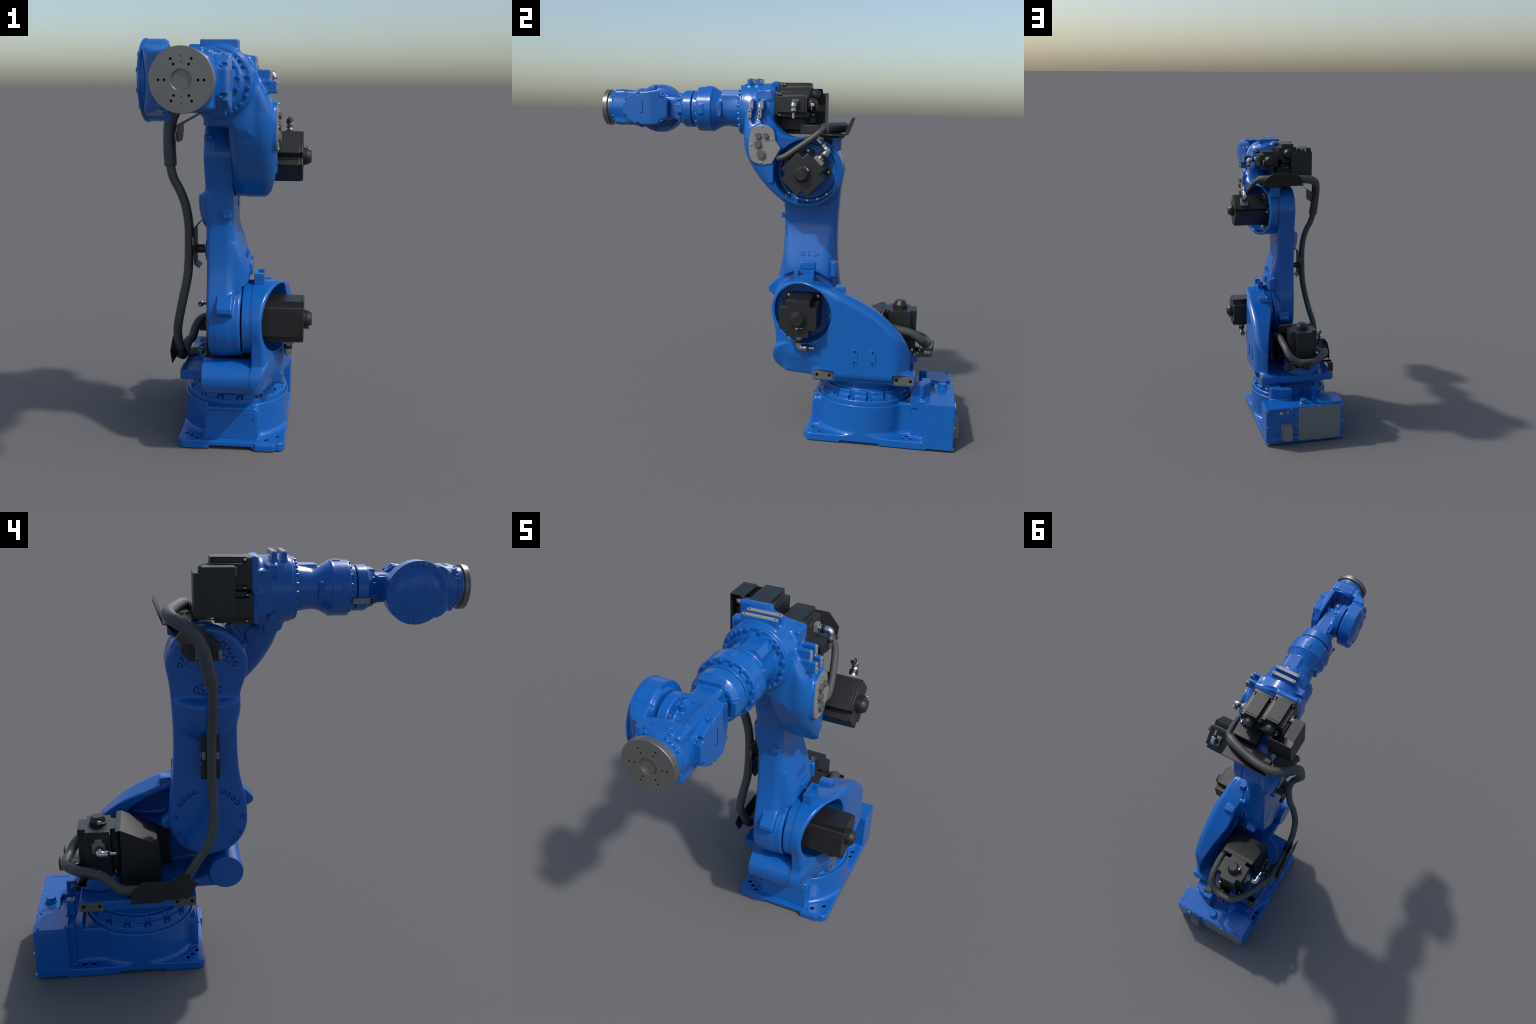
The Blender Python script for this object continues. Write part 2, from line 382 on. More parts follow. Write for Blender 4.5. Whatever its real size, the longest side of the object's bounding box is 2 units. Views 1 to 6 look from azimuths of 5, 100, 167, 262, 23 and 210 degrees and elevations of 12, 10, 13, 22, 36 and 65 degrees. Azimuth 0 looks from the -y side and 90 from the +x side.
bolt_ring('z', 0.238, (X0,YB), 0.241, angs, 1, R=0.0082, H=0.012, parent=ring)

# ================================================================== SWIVEL CASTING
plat = ext(rrect(-0.288, 0.203, 0.222, 0.752, 0.010), 'z', 0.340, 0.390, 0.004)
platc = plat
sdrum = cyl('z', (X0,YB), 0.244, 0.345, 0.386, 0.004)
prof = arc((YJ,ZJ2),0.173,200,92,20)+smooth([(0.147,0.866),(0.215,0.853),(0.318,0.826),(0.424,0.786),(0.535,0.727),(0.618,0.662),(0.682,0.594),(0.721,0.523),(0.731,0.467),(0.729,0.409),(0.722,0.345)],5)[1:] \
     + [(0.30,0.345),(0.10,0.346)] + arc((0.070,0.428),0.083,270,150,14) + [(0.004,0.50),(0.002,0.54),(-0.003,0.58)]
shell0 = ext(prof, 'x', -0.05, 0.230, 0.048)
# the top of the cheek falls a little towards the arm
shell = lambda x, y, z: shell0(x, y, z-0.15*(x-0.160)*np.clip((z-0.5)/0.2, 0, 1)*np.clip((y-0.2)/0.15, 0, 1))
RIM = half((1,-0.43,0), 0.126)                                                   # oblique mouth of the motor bore
shell = both(shell, half((1,-0.43,-0.47), 0.168-0.47*0.55), 0.016)                 # cheek tapers down to the turntable
shell = both(shell, union(cyl('z', (X0,YB), 0.318, 0.2, 1.0, 0.002), box(-1.0, 0.213, -0.6, YB, 0.2, 1.0, 0.002), k=0.03), 0.016)
shell = both(shell, half((-1,0.30,0), -0.084+0.30*0.48), 0.006)
shell = both(shell, half((-1,0,0), -0.074), 0.006)
jdrum = cyl('x', (YJ,ZJ2), 0.1705, 0.030, 0.16, 0.004)
boss = both(cyl('x', (0.068,0.428), 0.0815, -0.152, 0.2, 0.002), half((1,0,-0.47), 0.108-0.47*0.41), 0.02)
bossb = ext([(0.06,0.35),(0.06,0.485),(0.10,0.47),(0.14,0.425),(0.19,0.394),(0.30,0.388),(0.30,0.35)], 'x', -0.140, 0.12, 0.012)
sw = both(union(shell, jdrum, k=0.008), RIM, 0.012)
# cavity on the inner side of the shell
cav = ext(smooth([(0.315,0.775),(0.37,0.762),(0.45,0.722),(0.515,0.672),(0.522,0.63),(0.49,0.60),(0.36,0.595),(0.325,0.64),(0.325,0.72)],4,True), 'x', -0.1, 0.200, 0.02)
sw = cut(sw, cav, 0.012)
sw = union(sw, bossb, k=0.03)
sw = union(sw, boss, k=0.016)
sw = union(sw, sdrum, k=0.008)
sw = union(sw, platc, k=0.016)
for y0, y1 in ((0.228,0.324),(0.642,0.748)):
    sw = union(sw, box(0.10, 0.206, y0, y1, 0.346, 0.397, 0.012), k=0.03)
sw = cut(sw, cyl('x', (YJ+0.003,ZJ2), 0.157, 0.075, 0.4, 0.004), 0.005)
sw = cut(sw, cyl('x', (YJ,ZJ2), 0.190, -0.3, 0.0295, 0.002), 0.004)
sw = cut(sw, cyl('x', (YJ,ZJ2), 0.195, -0.3, 0.02, 0.002), 0.004)
for y0, y1 in ((0.219,0.331),(0.638,0.80)): sw = cut(sw, box(0.2035, 0.30, y0, y1, 0.30, 0.396, 0.004), 0.004)
swivel = solid("swivel_casting", sw, (-0.29,-0.03,0.336), (0.252,0.756,0.872), h=0.0038)
# machined end faces with tapped holes
for xx, sg in ((0.2035,1),(-0.2885,-1)):
    for y0, y1 in ((0.224,0.327),(0.643,0.751)):
        prism("machined_pad", rrect(y0, y1, 0.343, 0.392, 0.010), 'x', xx-0.003, xx+0.0025 if sg > 0 else xx+0.003, BARE, swivel, 0.0006) if sg > 0 else \
        prism("machined_pad", rrect(y0, y1, 0.343, 0.389, 0.007), 'x', xx-0.0025, xx+0.003, BARE, swivel, 0.0006)
        for yy in (y0+0.018, y1-0.018):
            rod("tapped_hole", 'x', (yy,0.3685), 0.0080, xx-0.001, xx+sg*0.0035, DARK, swivel, 0.0003, 20)
for y0, y1 in ((0.424,0.455),(0.516,0.549)):
    px = max(surf_x(sw, yy, zz, 0.30, 0.10) for yy in (y0,y1) for zz in (0.443,0.531))+0.004
    prism("mounting_pad", rrect(y0, y1, 0.443, 0.531, 0.013), 'x', 0.20, px, BLUE, swivel, 0.002)
    for zz in (0.457, 0.516): rod("tapped_hole", 'x', ((y0+y1)/2,zz), 0.0050, px-0.002, px+0.0007, DARK, swivel, 0.0003, 16)
bolt_ring('x', -0.152, (0.068,0.428), 0.052, (125,-55), -1, R=0.0075, H=0.003, parent=swivel)
# zero-mark clamp above the shoulder and lifting pad
block("zero_mark_block", 0.078, 0.122, 0.092, 0.118, 0.845, 0.908, BLUE, swivel, 0.002)
block("zero_mark_block", 0.080, 0.118, 0.186, 0.200, 0.845, 0.908, BLUE, swivel, 0.002)
block("zero_mark_block", 0.080, 0.092, 0.115, 0.190, 0.845, 0.908, BLUE, swivel, 0.002)
block("zero_mark_block", 0.078, 0.120, 0.110, 0.198, 0.845, 0.880, BLUE, swivel, 0.002)
bolt((0.100,0.122,0.896), (1,0.3,0), 0.005, 0.012, parent=swivel)
sw_pad = prism("lifting_pad", [(0.305,0.80),(0.318,0.838),(0.368,0.832),(0.372,0.80)], 'x', 0.078, 0.145, BLUE, swivel, 0.003)
# floor bolts under the arm
bolt_ring('z', 0.389, (X0,YB), 0.191, [190.5,201.5,212.3,240,255.8,271.5,288.2,304], 1, R=0.0105, H=0.018, parent=swivel)
bolt_ring('x', 0.085, (YJ,ZJ2), 0.130, [20,160,200,340], 1, R=0.008, H=0.01, mat=BLUE, parent=swivel)

# ================================================================== LOWER ARM
yc = 0.148
armp = arc((yc,ZJ3),0.180,-2,182,32)                              # elbow end, from +y over the top to -y
armp += smooth([(-0.032,1.43),(-0.020,1.37),(-0.001,1.310),(0.012,1.200),(0.014,1.092),(0.007,0.964),(-0.007,0.880),(-0.026,0.800),(-0.036,0.715)],4)[1:-1]
armp += arc((yc,ZJ2),0.1835,174,366,36)
armp += smooth([(0.331,0.715),(0.327,0.80),(0.316,0.870),(0.306,0.976),(0.302,1.092),(0.303,1.180),(0.307,1.260),(0.314,1.349),(0.328,1.43)],4)[1:-1]
slab = ext(armp, 'x', -0.142, -0.002, 0.040)
slab = both(slab, half((-1,0,-0.012), 0.1245-0.012*0.70), 0.016)                   # outer face leans out towards the elbow
slab = both(slab, half((1,0,0), -0.0065), 0.003)
low = cyl('x', (yc,ZJ2), 0.1815, -0.09, 0.0245, 0.010)
bulge0 = ext(armp, 'x', -0.08, 0.30, 0.05)
bulge0 = both(bulge0, lambda x, y, z: np.sqrt(((y-0.157)/1.0)**2+np.maximum(x+0.06,0)**2)-(0.150+0.12*np.clip((1.15-z)/0.3,0,1)*0.10), 0.02)
bulge = lambda x, y, z: bulge0(x, y, z)+0.003
bulge = both(bulge, half((1,0,0.355), -0.018+0.355*1.155), 0.03)
bulge = both(bulge, half((1,0,0), 0.062), 0.02)
bulge = both(bulge, ext([(0.0,0.5),(0.32,0.5),(0.318,0.95),(0.30,1.06)]+arc((0.158,1.07),0.138,0,180,16)+[(0.012,1.06),(-0.004,0.95)], 'x', -0.3, 0.4, 0.0), 0.03)
bulge = both(bulge, half((0,0,-1), -0.70), 0.01)
bulge = cut(bulge, cyl('x', (YJ,ZJ2), 0.206, 0.024, 0.4, 0.004), 0.006)
arm = union(union(slab, cyl('x', (yc,ZJ3), 0.178, -0.09, -0.0065, 0.004), k=0.006), low, k=0.012)
arm = both(arm, union(half((1,0,0), -0.0065), half((0,0,1), 1.30), k=0.001), 0.002)
arm = union(arm, bulge, k=0.012)
lens = both(ellipsoid((-0.112,0.150,1.250), (0.064,0.150,0.165)), half((-0.45,0,1), 0.45*0.15+1.282), 0.02)
arm = union(arm, lens, k=0.012)
for P in ([(0.0,0.845),(-0.024,0.830),(-0.066,0.785),(-0.066,0.762),(-0.03,0.735),(0.05,0.735)],):
    arm = union(arm, ext(P, 'x', -0.075, -0.008, 0.004), k=0.008)
arm = union(arm, ext([(0.30,0.715),(0.33,0.704),(0.367,0.668),(0.366,0.648),(0.325,0.631),(0.29,0.64)], 'x', -0.075, -0.008, 0.004), k=0.008)
arm = union(arm, box(-0.054,-0.012,-0.002,0.03,1.172,1.200,0.003), k=0.004)
arm = union(arm, box(0.01,0.056,0.285,0.312,0.865,0.955,0.010), k=0.01)
# pockets round the elbow bolts
for P in ([(0.098,1.535),(0.080,1.543),(0.044,1.505),(0.020,1.45),(0.018,1.432),(0.032,1.428),(0.070,1.452),(0.090,1.470)],
          [(0.198,1.535),(0.216,1.543),(0.250,1.505),(0.271,1.45),(0.273,1.432),(0.258,1.428),(0.222,1.452),(0.200,1.470)],
          [(0.208,1.335),(0.19,1.346),(0.165,1.352),(0.13,1.352),(0.10,1.346),(0.084,1.335),(0.084,1.320),(0.11,1.307),(0.148,1.302),(0.186,1.307),(0.208,1.320)]):
    arm = cut(arm, ext(P, 'x', -0.3, -0.1225, 0.003), 0.003)
a2 = [33,44,55,66,114,125,136,147,205,217,228,312,323,335,175,8]
for a in a2: arm = cut(arm, cyl('x', (yc+0.158*math.cos(math.radians(a)), ZJ2+0.158*math.sin(math.radians(a))), 0.0112, -0.3, -0.1145, 0.001), 0.002)
lower_arm = solid("lower_arm", arm, (-0.182,-0.07,0.504), (0.078,0.37,1.618), h=0.0036)
a2 = [33,44,55,66,114,125,136,147,205,217,228,312,323,335,175,8]
bolt_ring('x', -0.1145, (yc,ZJ2), 0.158, a2, -1, R=0.0085, H=0.007, parent=lower_arm)
for y, z, r in [(0.079,1.529,.008),(0.063,1.516,.008),(0.047,1.499,.008),(0.037,1.481,.008),(0.029,1.460,.008),(0.027,1.438,.008),(0.071,1.494,.0105),(0.077,1.469,.0105),(0.051,1.463,.0105)]:
    for yy in (y, 2*yc-y-0.006): bolt((-0.1225,yy,z), (-1,0,0), r, 0.010, parent=lower_arm)
for y, z, r in [(0.196,1.329,.008),(0.177,1.321,.008),(0.155,1.318,.008),(0.132,1.319,.008),(0.112,1.323,.008),(0.092,1.329,.008),(0.161,1.337,.0105),(0.130,1.337,.0105)]:
    bolt((-0.1225,y,z), (-1,0,0), r, 0.010, parent=lower_arm)
for y, z in [(0.292,1.520),(0.302,1.405),(-0.012,1.52)]: rod("side_boss", 'x', (y,z), 0.011, -0.124, -0.09, BLUE, lower_arm, 0.0015, 16)
marking("L", (surf_x(arm, 0.16, 0.990, 0.12, -0.1)+0.001,0.16,0.990), (0,1,0), (-0.335,0,1), 0.031, lower_arm, 0.0045)
bolt((0.056,0.182,0.905), (1,0,0), 0.006, 0.010, parent=lower_arm); bolt((0.056,0.198,0.905), (1,0,0), 0.006, 0.010, parent=lower_arm)
block("zero_mark_tab", 0.020, 0.068, 0.118, 0.200, 0.905, 0.948, BLUE, lower_arm, 0.006)
prism("side_pad", rrect(0.205, 0.268, 1.195, 1.225, 0.006), 'x', -0.02, -0.0035, BLUE, lower_arm, 0.002)
prism("side_pad", rrect(0.215, 0.285, 1.228, 1.262, 0.003), 'x', -0.02, -0.0042, BLUE, lower_arm, 0.001)

# ================================================================== ELBOW CASTING
hub = cyl('y', (X0,ZF), 0.1405, -0.216, -0.062, 0.008)
bodyp = [(-0.05,1.84),(-0.185,1.84)]+smooth([(-0.189,1.70),(-0.190,1.64),(-0.188,1.575),(-0.170,1.505),(-0.120,1.420),(-0.050,1.338),(0.030,1.273)],5)+arc((YJ,ZJ3),0.183,236,362,24)\
      + arc((YJ,ZJ3),0.178,20,80,10)+smooth([(0.13,1.608),(0.06,1.616),(0.01,1.643),(-0.03,1.69),(-0.05,1.75),(-0.055,1.80)],4)
SIDE = half((1,0,0), 0.1865)
MOUTH = half((1,0.37,0), 0.1675)                                                  # oblique mouth of the elbow bore
body = both(ext(bodyp, 'x', -0.012, 0.186, 0.068), half((-1,0,0), 0.0045), 0.004)
body = both(body, half((0.841,0,0.541), 0.841*0.094+0.541*1.787), 0.04)
upper = ext([(-0.14,1.82),(-0.08,1.858),(0.03,1.860),(0.050,1.84),(0.09,1.75),(0.09,1.54),(0.02,1.545),(0.0,1.570),(-0.090,1.572),(-0.118,1.622),(-0.165,1.70)], 'y', -0.188, -0.064, 0.03)
jd3 = cyl('x', (YJ,ZJ3), 0.1805, -0.0045, 0.19, 0.003)
el = union(body, jd3, k=0.008)
el = both(el, MOUTH, 0.004)
el = union(el, upper, k=0.025)
el = union(el, hub, k=0.018)
el = both(el, SIDE, 0.006)
padR = box(-0.042, 0.093, -0.066, -0.033, 1.708, 1.846, 0.010)
padB = box(-0.180, -0.044, -0.064, -0.033, 1.757, 1.898, 0.010)
padT = box(-0.180, -0.048, -0.072, -0.044, 1.622, 1.757, 0.008)
el = union(el, cyl('y', (X0,ZF), 0.128, -0.12, -0.050, 0.004), k=0.01)
el = union(el, union(padR, padB, padT, k=0.004), k=0.03)
el = both(el, union(half((0,1,0), -0.0335), half((0,0,1), 1.70), k=0.001), 0.002)
el = union(el, box(0.02, 0.10, -0.125, -0.05, 1.80, 1.848, 0.006), k=0.02)
for y0 in (-0.154, -0.101):
    el = union(el, box(0.05, 0.162, y0, y0+0.020, 1.742, 1.795, 0.006), k=0.012)
    el = union(el, box(0.05, 0.187, y0-0.004, y0+0.016, 1.704, 1.752, 0.004), k=0.012)
for y0 in (-0.193, -0.150): el = union(el, box(-0.113, 0.037, y0, y0+0.021, 1.83, 1.9075, 0.005), k=0.012)
el = union(el, box(-0.184, -0.10, -0.124, -0.06, 1.665, 1.842, 0.006), box(-0.176, -0.10, -0.146, -0.10, 1.812, 1.862, 0.006), k=0.008)           # flat pad on the far side
el = union(el, cyl('x', (-0.127,1.643), 0.0160, -0.168, -0.06, 0.002), k=0.004)
el = union(el, box(-0.112, -0.05, -0.128, -0.100, 1.574, 1.63, 0.005), k=0.008)
el = union(el, cyl('x', (-0.066,1.538), 0.036, -0.012, 0.05, 0.003), k=0.003)
el = union(el, box(-0.016, 0.05, 0.265, 0.312, 1.545, 1.614, 0.005), k=0.01)
plate_pts = smooth([(-0.081,1.673),(-0.128,1.655),(-0.147,1.615),(-0.147,1.53),(-0.128,1.487),(-0.08,1.470),(-0.05,1.474)],5)+[(-0.030,1.475),(0.017,1.556),(-0.012,1.594)]+smooth([(-0.013,1.61),(-0.022,1.645),(-0.05,1.667),(-0.081,1.673)],4)[:-1]
ctrp = np.mean(np.array(plate_pts), axis=0)
el = union(el, ext([tuple(ctrp+(np.array(p)-ctrp)*1.05) for p in plate_pts], 'x', 0.05, 0.1860, 0.004), k=0.008)
el = union(el, box(0.10, 0.1845, -0.045, -0.018, 1.375, 1.48, 0.004), k=0.006)
el = cut(el, cyl('x', (YJ+0.003,ZJ3), 0.1665, 0.060, 0.4, 0.006), 0.004)
el = cut(el, cyl('x', (YJ+0.003,ZJ3), 0.145, 0.043, 0.4, 0.006), 0.006)
elbow = solid("elbow_casting", el, (-0.19,-0.22,1.244), (0.192,0.34,1.91), h=0.0036)
for y0 in (-0.193, -0.150):
    prism("machined_pad", rrect(-0.112, 0.036, y0+0.0005, y0+0.0205, 0.010), 'z', 1.9055, 1.9092, PALE, elbow, 0.0004)
    for bx in (-0.101, 0.025): rod("tapped_hole", 'z', (bx,y0+0.0105), 0.0038, 1.907, 1.9097, DARK, elbow, 0.0002, 14)
for y0 in (-0.154, -0.101):
    prism("machined_pad", rrect(y0+0.0005, y0+0.0195, 1.745, 1.7945, 0.009), 'x', 0.159, 0.1642, PALE, elbow, 0.0004)
    prism("machined_pad", rrect(y0-0.0035, y0+0.0155, 1.7045, 1.7515, 0.008), 'x', 0.184, 0.1892, PALE, elbow, 0.0004)
    for zz in (1.716, 1.738): rod("tapped_hole", 'x', (y0+0.006,zz), 0.0036, 0.187, 0.1899, DARK, elbow, 0.0002, 14)
    for zz in (1.757, 1.783): rod("tapped_hole", 'x', (y0+0.010,zz), 0.0018, 0.162, 0.1648, DARK, elbow, 0.0002, 10)
port = prism("port_plate", plate_pts, 'x', 0.184, 0.1905, GREY, elbow, 0.001)
for y, z, r, n in [(-0.100,1.616,0.0155,24),(-0.059,1.617,0.0145,6),(-0.101,1.574,0.0185,24),(-0.083,1.522,0.0215,24)]:
    rod("port_plug", 'x', (y,z), r, 0.189, 0.203, PLUG, elbow, 0.001, n)
for y, z in [(-0.081,1.662),(-0.136,1.571),(-0.028,1.600),(-0.085,1.480)]: bolt((0.1905,y,z), (1,0,0), 0.0048, 0.004, STEEL, elbow, "panel_screw")
for y, z in [(-0.082,1.632),(-0.113,1.602),(-0.083,1.589),(-0.118,1.559),(-0.062,1.541),(-0.101,1.504)]: bolt((0.1905,y,z), (1,0,0), 0.0026, 0.003, STEEL, elbow, "panel_screw")
bolt_ring('x', 0.060, (YJ,ZJ3), 0.155, [230,250,270,290,310], 1, R=0.007, H=0.012, mat=STEEL, parent=elbow)

# ================================================================== FOREARM
fa = union(cyl('y', (X0,ZF), 0.134, -0.226, -0.212, 0.002), cyl('y', (X0,ZF), 0.0835, -0.345, -0.222, 0.004, R2=0.1005), k=0.022)
fa = union(fa, cyl('y', (X0,ZF), 0.1185, -0.392, -0.322, 0.003, R2=0.082), k=0.02)
fa = union(fa, cyl('y', (X0,ZF), 0.1185, -0.466, -0.386, 0.003), k=0.006)
fa = union(fa, cyl('y', (X0,ZF), 0.0985, -0.4945, -0.46, 0.002), k=0.004)
fa = union(fa, ext([(-0.050,1.80),(-0.060,1.835),(-0.052,1.849),(0.022,1.849),(0.040,1.82),(0.040,1.76)], 'y', -0.335, -0.226, 0.004), k=0.012)
fa = union(fa, box(-0.060,-0.026,-0.435,-0.398,1.84,1.8695,0.003), box(0.06,0.0795,-0.447,-0.424,1.72,1.772,0.003), box(-0.1635,-0.14,-0.447,-0.424,1.72,1.772,0.003), k=0.003)
fa = union(fa, ext(rrect(-0.352,-0.328,1.705,1.789,0.011), 'x', 0.0, 0.058, 0.003), ext(rrect(-0.352,-0.328,1.705,1.789,0.011), 'x', -0.142, -0.08, 0.003), k=0.004)
forearm = solid("forearm", fa, (-0.182,-0.497,1.61), (0.096,-0.21,1.89), h=0.0034)
bolt_ring('y', -0.226, (X0,ZF), 0.1235, [10,30,42,54,78,102,116,126,136,146,164,180,200,214,226,238,262,284,296,306,318,336,350], -1, R=0.0088, H=0.012, parent=forearm)
bolt_ring('y', -0.466, (X0,ZF), 0.1085, [22.5*i+8 for i in range(16)], -1, R=0.0072, H=0.009, parent=forearm)
for bx in (-0.045, 0.014):
    for by in (-0.325, -0.24): rod("tapped_hole", 'z', (bx,by), 0.0026, 1.847, 1.8495, DARK, forearm, 0.0002, 12)
marking("R", (0.0582,-0.340,1.747), (0,0,-1), (0,1,0), 0.021, forearm, 0.0015)
marking("R", (-0.1422,-0.340,1.747), (0,0,-1), (0,-1,0), 0.021, forearm, 0.0015)
rod("dark_gap_disc", 'y', (X0,ZF), 0.0955, -0.5005, -0.490, DARK, forearm, 0.0005, 64)  # near-black disc at the dark line in the gap between forearm and wrist link

# ================================================================== WRIST LINK
wl = union(cyl('y', (X0,ZF), 0.0985, -0.546, -0.4995, 0.002), cyl('y', (X0,ZF), 0.080, -0.568, -0.544, 0.002, R2=0.0985), k=0.002)
tongue = ext([(-0.50,1.822),(-0.565,1.818),(-0.60,1.803),(-0.70,1.801),(-0.737,1.792),(-0.765,1.768),(-0.80,1.757),(-0.80,1.737),(-0.765,1.726),(-0.737,1.702),(-0.70,1.693),(-0.60,1.690),(-0.565,1.676),(-0.50,1.672)], 'x', -0.096, 0.004, 0.010)
wl = union(wl, tongue, k=0.02)
wl = union(wl, cyl('x', (YW,ZF), 0.100, -0.118, -0.080, 0.004), k=0.03)
wl = union(wl, cyl('x', (YW,ZF), 0.086, -0.124, -0.10, 0.002), k=0.004)
wl = union(wl, ellipsoid((-0.050,-0.800,1.757), (0.034,0.034,0.034)), cyl('x', (-0.755,1.772), 0.021, -0.09, 0.006, 0.003), k=0.008)
wl = union(wl, box(0.035,0.058,-0.585,-0.546,1.722,1.772,0.003), k=0.004)
wl = union(wl, box(-0.078,-0.008,-0.690,-0.575,1.78,1.8085,0.003), box(-0.088,0.002,-0.580,-0.546,1.80,1.8325,0.003), cyl('z', (-0.068,-0.735), 0.013, 1.79, 1.820, 0.002), k=0.004)
link5 = solid("wrist_link", wl, (-0.144,-0.85,1.64), (0.06,-0.495,1.85), h=0.003)
bolt_ring('y', -0.566, (X0,ZF), 0.0785, [20,38,56,124,142,160,200,218,236,304,322,340], -1, R=0.0072, H=0.012, parent=link5)
for sgn in (1, -1):
    for a in (38, 52, 66, 80): 
        bolt((-0.082, YW+0.088*math.cos(math.radians(a)), ZF+sgn*0.088*math.sin(math.radians(a))), (1,0,0), 0.0072, 0.008, parent=link5)
prism("stop_plate", rrect(-0.567,-0.478, 1.694, 1.718, 0.002), 'x', -0.143, -0.139, GREY, link5, 0.0006)
for zz in (1.7005, 1.7125): bolt((-0.143,-0.559,zz), (-1,0,0), 0.0050, 0.006, DARK, link5, "panel_screw")

# ================================================================== WRIST HOUSING (fork)
fork = box(-0.128, 0.036, -0.934, -0.868, 1.655, 1.839, 0.012)
rightarm = ext([(-0.93,1.668),(-0.80,1.660),(-0.69,1.662),(-0.645,1.697),(-0.600,1.715),(-0.590,1.735),(-0.590,1.760),(-0.600,1.780),(-0.645,1.797),(-0.69,1.832),(-0.80,1.834),(-0.93,1.828)], 'x', 0.012, 0.046, 0.005)
rightarm = ext([(-0.93,1.668),(-0.80,1.659),(-0.69,1.661),(-0.632,1.70),(-0.632,1.795),(-0.69,1.833),(-0.80,1.834),(-0.93,1.828)], 'x', 0.008, 0.038, 0.005)
web = ext([(-0.905,1.66),(-0.835,1.638)]+arc((YW,ZF),0.126,230,262,6)+[(YW,ZF)]+arc((YW,ZF),0.126,98,130,6)+[(-0.835,1.857),(-0.905,1.833)], 'x', -0.188, -0.122, 0.006)
web = both(web, half((-1,-1.0,0), 0.188+0.868), 0.02)
drumw = cyl('x', (YW,ZF), 0.131, -0.198, -0.136, 0.003)
fk = union(fork, rightarm, web, k=0.015)
fk = union(fk, drumw, k=0.008)
fk = union(fk, cyl('x', (YW,ZF), 0.105, -0.138, -0.1265, 0.003), k=0.004)
fk = union(fk, cyl('y', (X0,ZF), 0.0865, -0.970, -0.92, 0.003), k=0.006)
fk = union(fk, cyl('y', (X0,ZF), 0.094, -0.940, -0.86, 0.004), k=0.01)
fk = cut(fk, cyl('x', (YW,ZF), 0.104, -0.1255, 0.0075, 0.003), 0.004)
fk = union(fk, box(-0.092, 0.010, -0.936, -0.872, 1.82, 1.8435, 0.003), k=0.004)
fork_ob = solid("wrist_housing", fk, (-0.22,-0.974,1.61), (0.05,-0.585,1.885), h=0.0034)
cp = [(-0.872,1.786),(-0.858,1.802),(-0.812,1.824),(-0.690,1.836),(-0.637,1.786),(-0.637,1.703),(-0.688,1.660),(-0.796,1.657),(-0.856,1.688),(-0.872,1.704)]
wc = both(ext(cp, 'x', 0.030, 0.0760, 0.004), half((1,0.295,0), 0.0760-0.295*0.722), 0.004)
cc = np.mean(np.array(cp), axis=0)
cover_bolts = [tuple(cc+(np.array(p)-cc)*0.95) for p in [(-0.868,1.795),(-0.79,1.832),(-0.655,1.815),(-0.655,1.676),(-0.79,1.652),(-0.868,1.695)]]
for p in cover_bolts: wc = cut(wc, cyl('x', p, 0.0120, 0.0545, 0.2, 0.002), 0.003)
solid("wrist_cover", wc, (0.03,-0.88,1.65), (0.086,-0.63,1.84), BLUE, fork_ob, 0.0028)
cc = np.mean(np.array(cp), axis=0)
prism("wrist_cover_rim", [tuple(cc+(np.array(p)-cc)*1.03) for p in cp], 'x', 0.032, 0.050, BLUE, fork_ob, 0.002, 2)
for y, z in cover_bolts: bolt((0.0545,y,z), (1,0,0), 0.0066, 0.007, parent=fork_ob)
block("cover_mark", 0.074, 0.0765, -0.763, -0.760, 1.722, 1.782, DARK, fork_ob, 0.0)
block("cover_mark", 0.074, 0.0765, -0.775, -0.760, 1.719, 1.722, DARK, fork_ob, 0.0)
lathe("wrist_disc_cover", [(-0.195,0),(-0.195,0.133),(-0.203,0.133),(-0.2045,0.1315),(-0.2045,0.100),(-0.2045,0.098),(-0.2155,0.076),(-0.2165,0.073),(-0.2165,0.0)], 'x', (YW,ZF), BLUE, fork_ob, 96, 25)
bolt_ring('x', -0.2045, (YW,ZF), 0.118, [15,42,78,90,102,138,165,195,222,258,270,282,318,345], -1, R=0.0082, H=0.005, parent=fork_ob)
marking("B", (-0.2168,YW-0.03,ZF), (0,0,-1), (0,-1,0), 0.024, fork_ob, 0.0012)
marking("T", (-0.042,-0.905,1.8440), (1,0,0), (0,1,0), 0.022, fork_ob, 0.0014)
bolt_ring('y', -0.940, (X0,ZF), 0.0895, [30,42,54,66,114,126,138,150,210,225,240,300,315,330], -1, R=0.0056, H=0.010, parent=fork_ob)
# tool flange
fl = lathe("tool_flange", [(-0.966,0),(-0.966,0.087),(-0.974,0.087),(-0.9745,0.0955),(-0.976,0.0972),(-0.989,0.0972),(-0.990,0.0955),(-0.9925,0.0955),(-0.9935,0.0972),(-0.998,0.0972),(-1.0,0.0955),(-1.0,0.0318),(-0.9995,0.0312),(-0.991,0.0312),(-0.991,0)], 'y', (X0,ZF), FLANGE, None, 96, 25)
cutters = []
for R in (0.050, 0.0675):
    for a in (0, 63, 117, 180, 243, 297):
        c = rod("cutter", 'y', (X0+R*math.cos(math.radians(a)), ZF+R*math.sin(math.radians(a))), 0.0042, -1.02, -0.984, DARK, None, 0.0001, 16); cutters.append(c)
    for a in (90, 270):
        c = rod("cutter", 'y', (X0+R*math.cos(math.radians(a)), ZF+R*math.sin(math.radians(a))), 0.0042, -1.02, -0.9975, FLANGE, None, 0.0001, 16); cutters.append(c)
boolean(fl, cutters)
for R in (0.050, 0.0675):
    for a in (0, 63, 117, 180, 243, 297):
        rod("flange_hole", 'y', (X0+R*math.cos(math.radians(a)), ZF+R*math.sin(math.radians(a))), 0.0041, -0.9965, -0.983, DARK, fl, 0.0001, 16)

